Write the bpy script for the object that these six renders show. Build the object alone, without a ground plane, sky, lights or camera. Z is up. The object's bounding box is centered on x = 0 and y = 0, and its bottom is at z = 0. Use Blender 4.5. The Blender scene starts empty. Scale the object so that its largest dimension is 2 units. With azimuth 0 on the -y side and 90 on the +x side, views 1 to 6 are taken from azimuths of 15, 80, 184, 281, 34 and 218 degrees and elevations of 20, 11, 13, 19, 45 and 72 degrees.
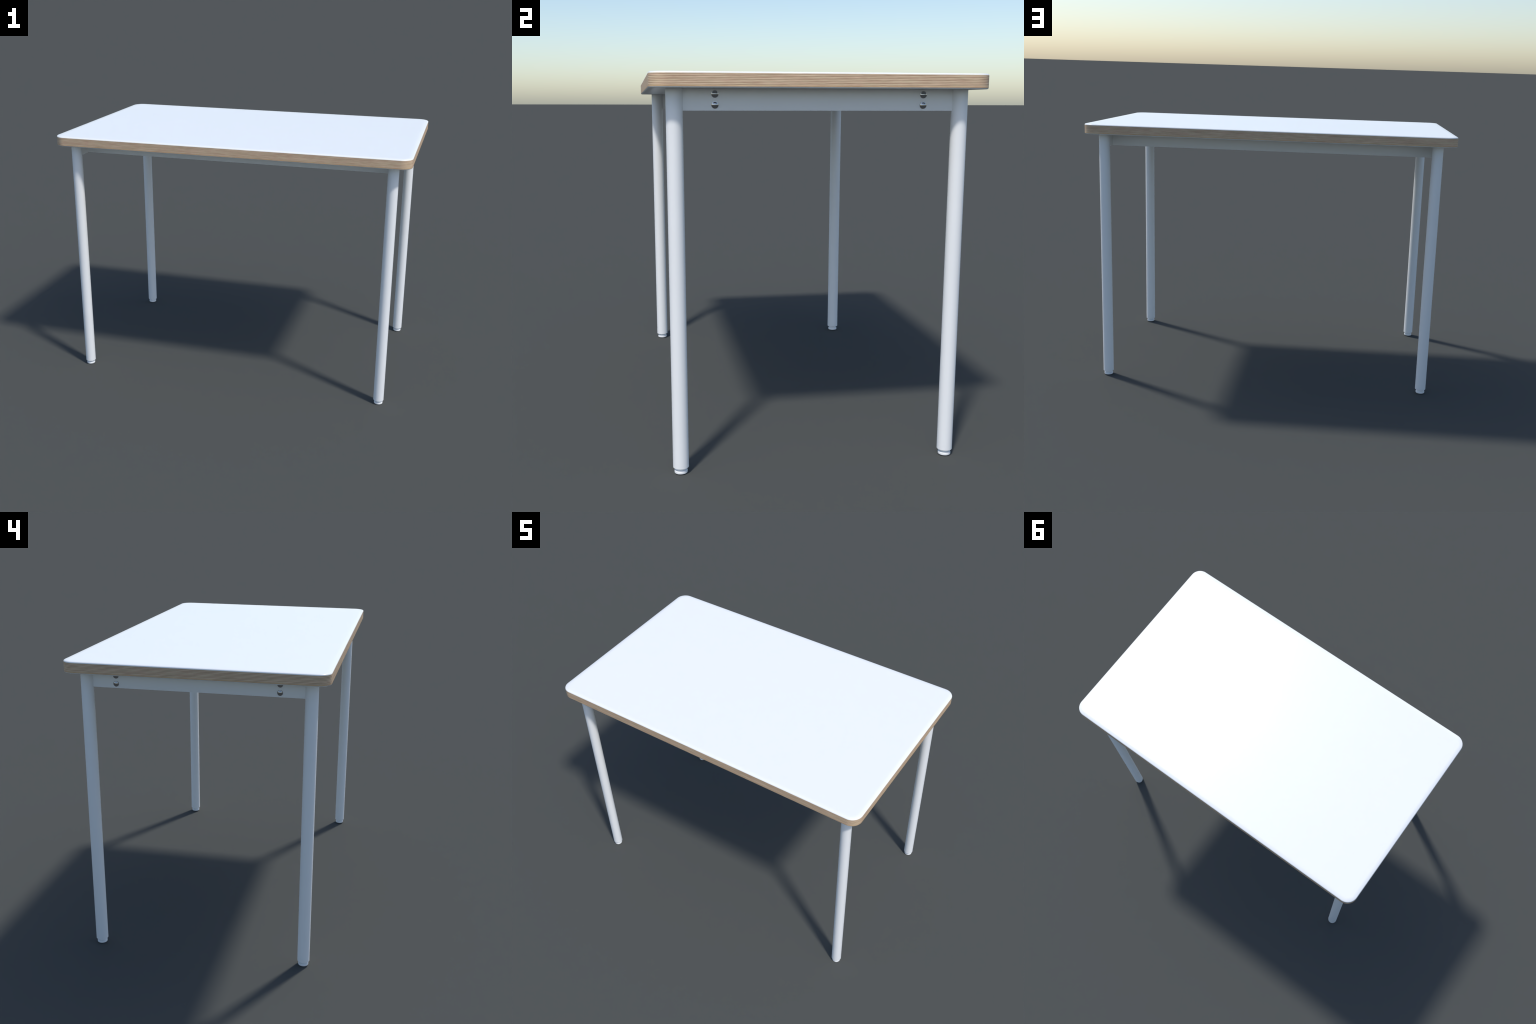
import bpy, bmesh, math
from mathutils import Vector

# ------------------------------------------------------------------ sizes (m)
HALF_X, HALF_Y = 1.0, 0.5988        # table top half length / half width
CORNER_R = 0.062                    # plan radius of the top's corners
Z_TOP, Z_PLY_TOP = 1.4459, 1.4410   # white laminate above the plywood core
Z_PLY_BOT, Z_BOT = 1.3968, 1.3928   # white laminate below the plywood core
LEG_X, LEG_Y, LEG_R = 0.9024, 0.5119, 0.0292
TUBE_Z = 0.0214                     # lower end of the steel tube
FOOT_R = 0.0243
RAIL_T, RAIL_Z = 0.0084, 1.3170     # flat steel rails: thickness, lower edge
LONG_Y = 0.3738                     # centre line of the two long rails
BOLT_Y, BOLT_Z, BOLT_R = 0.3730, (1.3732, 1.3365), 0.0124


# ------------------------------------------------------------------ materials
def new_material(name):
    m = bpy.data.materials.new(name)
    m.use_nodes = True
    nt = m.node_tree
    return m, nt, nt.nodes["Principled BSDF"]


def painted_white(name, colour, rough, var=0.012, specular=0.5):
    """Even white finish with a barely visible mottling and fine orange peel."""
    m, nt, b = new_material(name)
    tc = nt.nodes.new("ShaderNodeTexCoord")
    n = nt.nodes.new("ShaderNodeTexNoise")
    n.inputs["Scale"].default_value = 9.0
    n.inputs["Detail"].default_value = 3.0
    nt.links.new(tc.outputs["Object"], n.inputs["Vector"])
    r = nt.nodes.new("ShaderNodeValToRGB")
    r.color_ramp.elements[0].position = 0.3
    r.color_ramp.elements[1].position = 0.7
    r.color_ramp.elements[0].color = tuple(c * (1 - var) for c in colour) + (1,)
    r.color_ramp.elements[1].color = tuple(c * (1 + var) for c in colour) + (1,)
    nt.links.new(n.outputs["Fac"], r.inputs["Fac"])
    nt.links.new(r.outputs["Color"], b.inputs["Base Color"])
    b.inputs["Roughness"].default_value = rough
    b.inputs["Specular IOR Level"].default_value = specular
    return m


def math_node(nt, op, a, b=None):
    n = nt.nodes.new("ShaderNodeMath")
    n.operation = op
    for i, v in enumerate((a, b)):
        if v is None:
            continue
        if isinstance(v, (int, float)):
            n.inputs[i].default_value = v
        else:
            nt.links.new(v, n.inputs[i])
    return n.outputs[0]


def plywood_edge():
    """Edge of a many-layered board: thin alternating plies plus long streaks."""
    m, nt, b = new_material("plywood_edge_wood")
    L = nt.links.new
    tc = nt.nodes.new("ShaderNodeTexCoord")
    sep = nt.nodes.new("ShaderNodeSeparateXYZ")
    L(tc.outputs["Object"], sep.inputs[0])

    def stretched(scale_xy, scale_z, detail):
        mp = nt.nodes.new("ShaderNodeMapping")
        mp.inputs["Scale"].default_value = (scale_xy, scale_xy, scale_z)
        L(tc.outputs["Object"], mp.inputs["Vector"])
        n = nt.nodes.new("ShaderNodeTexNoise")
        n.inputs["Scale"].default_value = 1.0
        n.inputs["Detail"].default_value = detail
        n.inputs["Roughness"].default_value = 0.6
        L(mp.outputs[0], n.inputs["Vector"])
        return n.outputs["Fac"]

    waver = stretched(14.0, 60.0, 2.0)        # plies are not quite straight
    streak = stretched(22.0, 700.0, 3.0)      # grain within a ply
    broad = stretched(9.0, 120.0, 2.0)        # plies fading in and out

    pitch = (Z_PLY_TOP - Z_PLY_BOT) / 8.0
    z0 = math_node(nt, "SUBTRACT", sep.outputs["Z"], Z_PLY_BOT)
    zw = math_node(nt, "ADD", z0, math_node(nt, "MULTIPLY", math_node(nt, "SUBTRACT", waver, 0.5), 0.0016))
    layer = math_node(nt, "DIVIDE", zw, pitch)
    phase = math_node(nt, "MULTIPLY", layer, 2 * math.pi)
    band = math_node(nt, "COSINE", math_node(nt, "SUBTRACT", phase, 0.73 * 2 * math.pi))
    band = math_node(nt, "MULTIPLY_ADD", band, 0.5)
    band.node.inputs[2].default_value = 0.5
    band = math_node(nt, "POWER", math_node(nt, "MAXIMUM", band, 0.0), 1.4)   # light glue lines thinner than the plies
    band = math_node(nt, "MULTIPLY_ADD", band, 0.66)
    band.node.inputs[2].default_value = 0.20
    # every half layer has its own shade
    wn = nt.nodes.new("ShaderNodeTexWhiteNoise")
    wn.noise_dimensions = "1D"
    L(math_node(nt, "FLOOR", math_node(nt, "MULTIPLY", layer, 2.0)), wn.inputs["W"])
    f = math_node(nt, "ADD", band, math_node(nt, "MULTIPLY", math_node(nt, "SUBTRACT", streak, 0.5), 0.9))
    f = math_node(nt, "ADD", f, math_node(nt, "MULTIPLY", math_node(nt, "SUBTRACT", broad, 0.5), 0.6))
    f = math_node(nt, "ADD", f, math_node(nt, "MULTIPLY", math_node(nt, "SUBTRACT", wn.outputs["Value"], 0.5), 0.14))

    ramp = nt.nodes.new("ShaderNodeValToRGB")
    e = ramp.color_ramp.elements
    e[0].position, e[0].color = 0.08, (0.400, 0.260, 0.170, 1)
    e[1].position, e[1].color = 0.95, (0.810, 0.645, 0.465, 1)
    mid = e.new(0.5)
    mid.color = (0.585, 0.430, 0.300, 1)
    L(f, ramp.inputs["Fac"])

    # patches of the plies lean to pink or to olive
    tint = nt.nodes.new("ShaderNodeValToRGB")
    tint.color_ramp.elements[0].position = 0.35
    tint.color_ramp.elements[1].position = 0.65
    tint.color_ramp.elements[0].color = (1.02, 0.94, 0.92, 1)
    tint.color_ramp.elements[1].color = (0.98, 1.00, 0.94, 1)
    L(stretched(16.0, 260.0, 2.0), tint.inputs["Fac"])
    hue = nt.nodes.new("ShaderNodeMix")
    hue.data_type = "RGBA"
    hue.blend_type = "MULTIPLY"
    hue.inputs["Factor"].default_value = 1.0
    L(ramp.outputs["Color"], hue.inputs["A"])
    L(tint.outputs["Color"], hue.inputs["B"])

    # the lowest ply is a little more honey coloured
    edge = math_node(nt, "LESS_THAN", z0, 0.9 * pitch)
    mix = nt.nodes.new("ShaderNodeMix")
    mix.data_type = "RGBA"
    mix.blend_type = "MULTIPLY"
    L(edge, mix.inputs["Factor"])
    L(hue.outputs["Result"], mix.inputs["A"])
    mix.inputs["B"].default_value = (1.02, 0.97, 0.85, 1)
    L(mix.outputs["Result"], b.inputs["Base Color"])
    b.inputs["Roughness"].default_value = 0.6
    b.inputs["Specular IOR Level"].default_value = 0.25
    bump = nt.nodes.new("ShaderNodeBump")
    bump.inputs["Strength"].default_value = 0.15
    bump.inputs["Distance"].default_value = 0.0005
    L(f, bump.inputs["Height"])
    L(bump.outputs["Normal"], b.inputs["Normal"])
    return m


def dark_steel():
    m, nt, b = new_material("polished_dark_steel")
    tc = nt.nodes.new("ShaderNodeTexCoord")
    n = nt.nodes.new("ShaderNodeTexNoise")
    n.inputs["Scale"].default_value = 220.0
    L = nt.links.new
    L(tc.outputs["Object"], n.inputs["Vector"])
    r = nt.nodes.new("ShaderNodeMapRange")
    r.inputs["To Min"].default_value = 0.05
    r.inputs["To Max"].default_value = 0.10
    L(n.outputs["Fac"], r.inputs["Value"])
    L(r.outputs[0], b.inputs["Roughness"])
    b.inputs["Base Color"].default_value = (0.40, 0.40, 0.41, 1)
    b.inputs["Metallic"].default_value = 1.0
    return m


LAMINATE = painted_white("white_laminate", (0.870, 0.881, 0.870), 0.29, 0.002)
PAINT = painted_white("white_powder_coat", (0.880, 0.885, 0.885), 0.45, 0.006)
PLASTIC = painted_white("white_plastic", (0.880, 0.885, 0.885), 0.40, 0.006)
WOOD = plywood_edge()
STEEL = dark_steel()


# ------------------------------------------------------------------ builders
def finish(name, bm, mat, parent=None, sharp_angle=35.0, loc=(0, 0, 0)):
    bmesh.ops.recalc_face_normals(bm, faces=bm.faces)
    for f in bm.faces:
        f.smooth = True
    lim = math.radians(sharp_angle)
    for e in bm.edges:
        if len(e.link_faces) == 2 and e.calc_face_angle(0.0) > lim:
            e.smooth = False
    me = bpy.data.meshes.new(name)
    bm.to_mesh(me)
    bm.free()
    me.materials.append(mat)
    return place(name, me, parent, loc)


def place(name, me, parent, loc=(0, 0, 0)):
    ob = bpy.data.objects.new(name, me)
    bpy.context.scene.collection.objects.link(ob)
    ob.location = loc
    ob.parent = parent
    return ob


def outline(offset, z, seg=14):
    """Rounded rectangle, moved inwards by offset."""
    r = CORNER_R - offset
    pts = []
    for k, (sx, sy) in enumerate(((1, 1), (-1, 1), (-1, -1), (1, -1))):
        for i in range(seg + 1):
            a = math.radians(90 * k + 90 * i / seg)
            pts.append(Vector((sx * (HALF_X - CORNER_R) + r * math.cos(a),
                               sy * (HALF_Y - CORNER_R) + r * math.sin(a), z)))
    return pts


def loft(bm, rings, cap_first=True, cap_last=True):
    loops = [[bm.verts.new(p) for p in ring] for ring in rings]
    n = len(loops[0])
    for a, b in zip(loops, loops[1:]):
        for i in range(n):
            bm.faces.new((a[i], a[(i + 1) % n], b[(i + 1) % n], b[i]))
    if cap_first:
        bm.faces.new(loops[0][::-1])
    if cap_last:
        bm.faces.new(loops[-1])


def lathe(bm, profile, seg=48, axis="z", cap_first=True, cap_last=True):
    """profile: (radius, height) pairs."""
    rings = []
    for r, h in profile:
        ring = []
        for i in range(seg):
            a = 2 * math.pi * i / seg
            c, s = r * math.cos(a), r * math.sin(a)
            ring.append(Vector((c, s, h)) if axis == "z" else Vector((h, c, s)))
        rings.append(ring)
    loft(bm, rings, cap_first, cap_last)


def bar(bm, x0, x1, y0, y1, z0, z1, bevel=0.0008):
    bmesh.ops.create_cube(bm, size=1.0)
    for v in bm.verts:
        v.co = Vector((x0 if v.co.x < 0 else x1, y0 if v.co.y < 0 else y1, z0 if v.co.z < 0 else z1))
    bmesh.ops.bevel(bm, geom=list(bm.edges), offset=bevel, segments=2, affect="EDGES", profile=0.5)


# ------------------------------------------------------------------ the table
table = bpy.data.objects.new("table", None)
bpy.context.scene.collection.objects.link(table)
table["label"] = "white rectangular table, plywood edge, four round white steel legs"
table["category"] = "table"

# plywood core of the top
bm = bmesh.new()
loft(bm, [outline(0.012, Z_PLY_BOT + 0.001), outline(0.0, Z_PLY_BOT),
          outline(0.0, Z_PLY_TOP), outline(0.012, Z_PLY_TOP - 0.001)])
tabletop = finish("tabletop", bm, WOOD, table)


def laminate(name, z_in, z_out, inset):
    """White sheet with a rounded outer rim that eases into the flat face."""
    bm = bmesh.new()
    s = 1 if z_out > z_in else -1
    rr = abs(z_out - z_in)
    rings = [outline(0.02, z_in), outline(0.0, z_in)]
    # two-step chamfer over to the flat face
    for off, rise in ((0.0009, 0.54), (0.0042, 1.0)):
        rings.append(outline(off, z_in + s * rr * rise))
    rings.append(outline(inset, z_out))
    loft(bm, rings)
    return finish(name, bm, LAMINATE, tabletop, 50)


laminate("top_sheet", Z_PLY_TOP, Z_TOP, 0.026)
laminate("bottom_sheet", Z_PLY_BOT, Z_BOT, 0.026)

# legs with their feet
bm = bmesh.new()
lathe(bm, [(LEG_R - 0.0045, TUBE_Z + 0.020), (LEG_R - 0.0045, TUBE_Z + 0.0004), (LEG_R - 0.0041, TUBE_Z), (LEG_R - 0.0008, TUBE_Z), (LEG_R, TUBE_Z + 0.0008),
           (LEG_R, Z_BOT - 0.0005)])
leg0 = finish("leg", bm, PAINT, table)
bm = bmesh.new()
lathe(bm, [(FOOT_R - 0.0020, 0.0), (FOOT_R - 0.0006, 0.0004), (FOOT_R, 0.0014), (FOOT_R, 0.0024),
           (FOOT_R, 0.0084), (FOOT_R - 0.0002, 0.0092), (FOOT_R - 0.0007, 0.0099),
           (FOOT_R - 0.0018, 0.0106), (FOOT_R - 0.0055, 0.0112), (FOOT_R - 0.0068, 0.0120),
           (FOOT_R - 0.0072, TUBE_Z + 0.015)])
foot0 = finish("foot", bm, PLASTIC, leg0)
for i, (sx, sy) in enumerate(((1, -1), (1, 1), (-1, 1), (-1, -1))):
    leg = leg0 if i == 0 else place("leg", leg0.data, table)
    leg.location = (sx * LEG_X, sy * LEG_Y, 0)
    if i:
        place("foot", foot0.data, leg)

# end rails between each pair of legs, with domed bolts
bm = bmesh.new()
bar(bm, -RAIL_T / 2, RAIL_T / 2, -LEG_Y, LEG_Y, RAIL_Z, Z_BOT - 0.0005)
rail0 = finish("end_rail", bm, PAINT, table)
bm = bmesh.new()
# low dome on a short collar: steepens to 0.7 of the radius, then flares out flat
steps, h = 14, 0.0024
dome = [(BOLT_R, 0.0), (BOLT_R, h - 0.0003), (BOLT_R - 0.0003, h)]
for i in range(steps):
    t = 1 - (i + 0.5) / steps
    slope = 0.55 * t if t < 0.75 else 0.4125 * (1 - t) / 0.25
    h += slope * BOLT_R / steps
    r = (BOLT_R - 0.0003) * (1 - (i + 1) / steps)
    dome.append((max(r, 0.0001), h))
lathe(bm, dome, 40, "x")
bolt_mesh = finish("bolt", bm, STEEL, rail0)
first = True
for sx in (1, -1):
    rail = rail0 if sx == 1 else place("end_rail", rail0.data, table)
    rail.location = (sx * LEG_X, 0, 0)
    for y in (-BOLT_Y, BOLT_Y):
        for z in BOLT_Z:
            bolt = bolt_mesh if first else place("bolt", bolt_mesh.data, rail)
            first = False
            bolt.location = (sx * RAIL_T / 2, y, z)
            if sx < 0:
                bolt.rotation_euler = (0, 0, math.pi)

# two long rails bolted between the end rails
bm = bmesh.new()
reach = LEG_X - RAIL_T / 2
bar(bm, -reach + 0.0003, reach - 0.0003, -RAIL_T / 2, RAIL_T / 2, RAIL_Z, Z_BOT - 0.0005)
long0 = finish("long_rail", bm, PAINT, table)
long0.location = (0, -LONG_Y, 0)
place("long_rail", long0.data, table, (0, LONG_Y, 0))
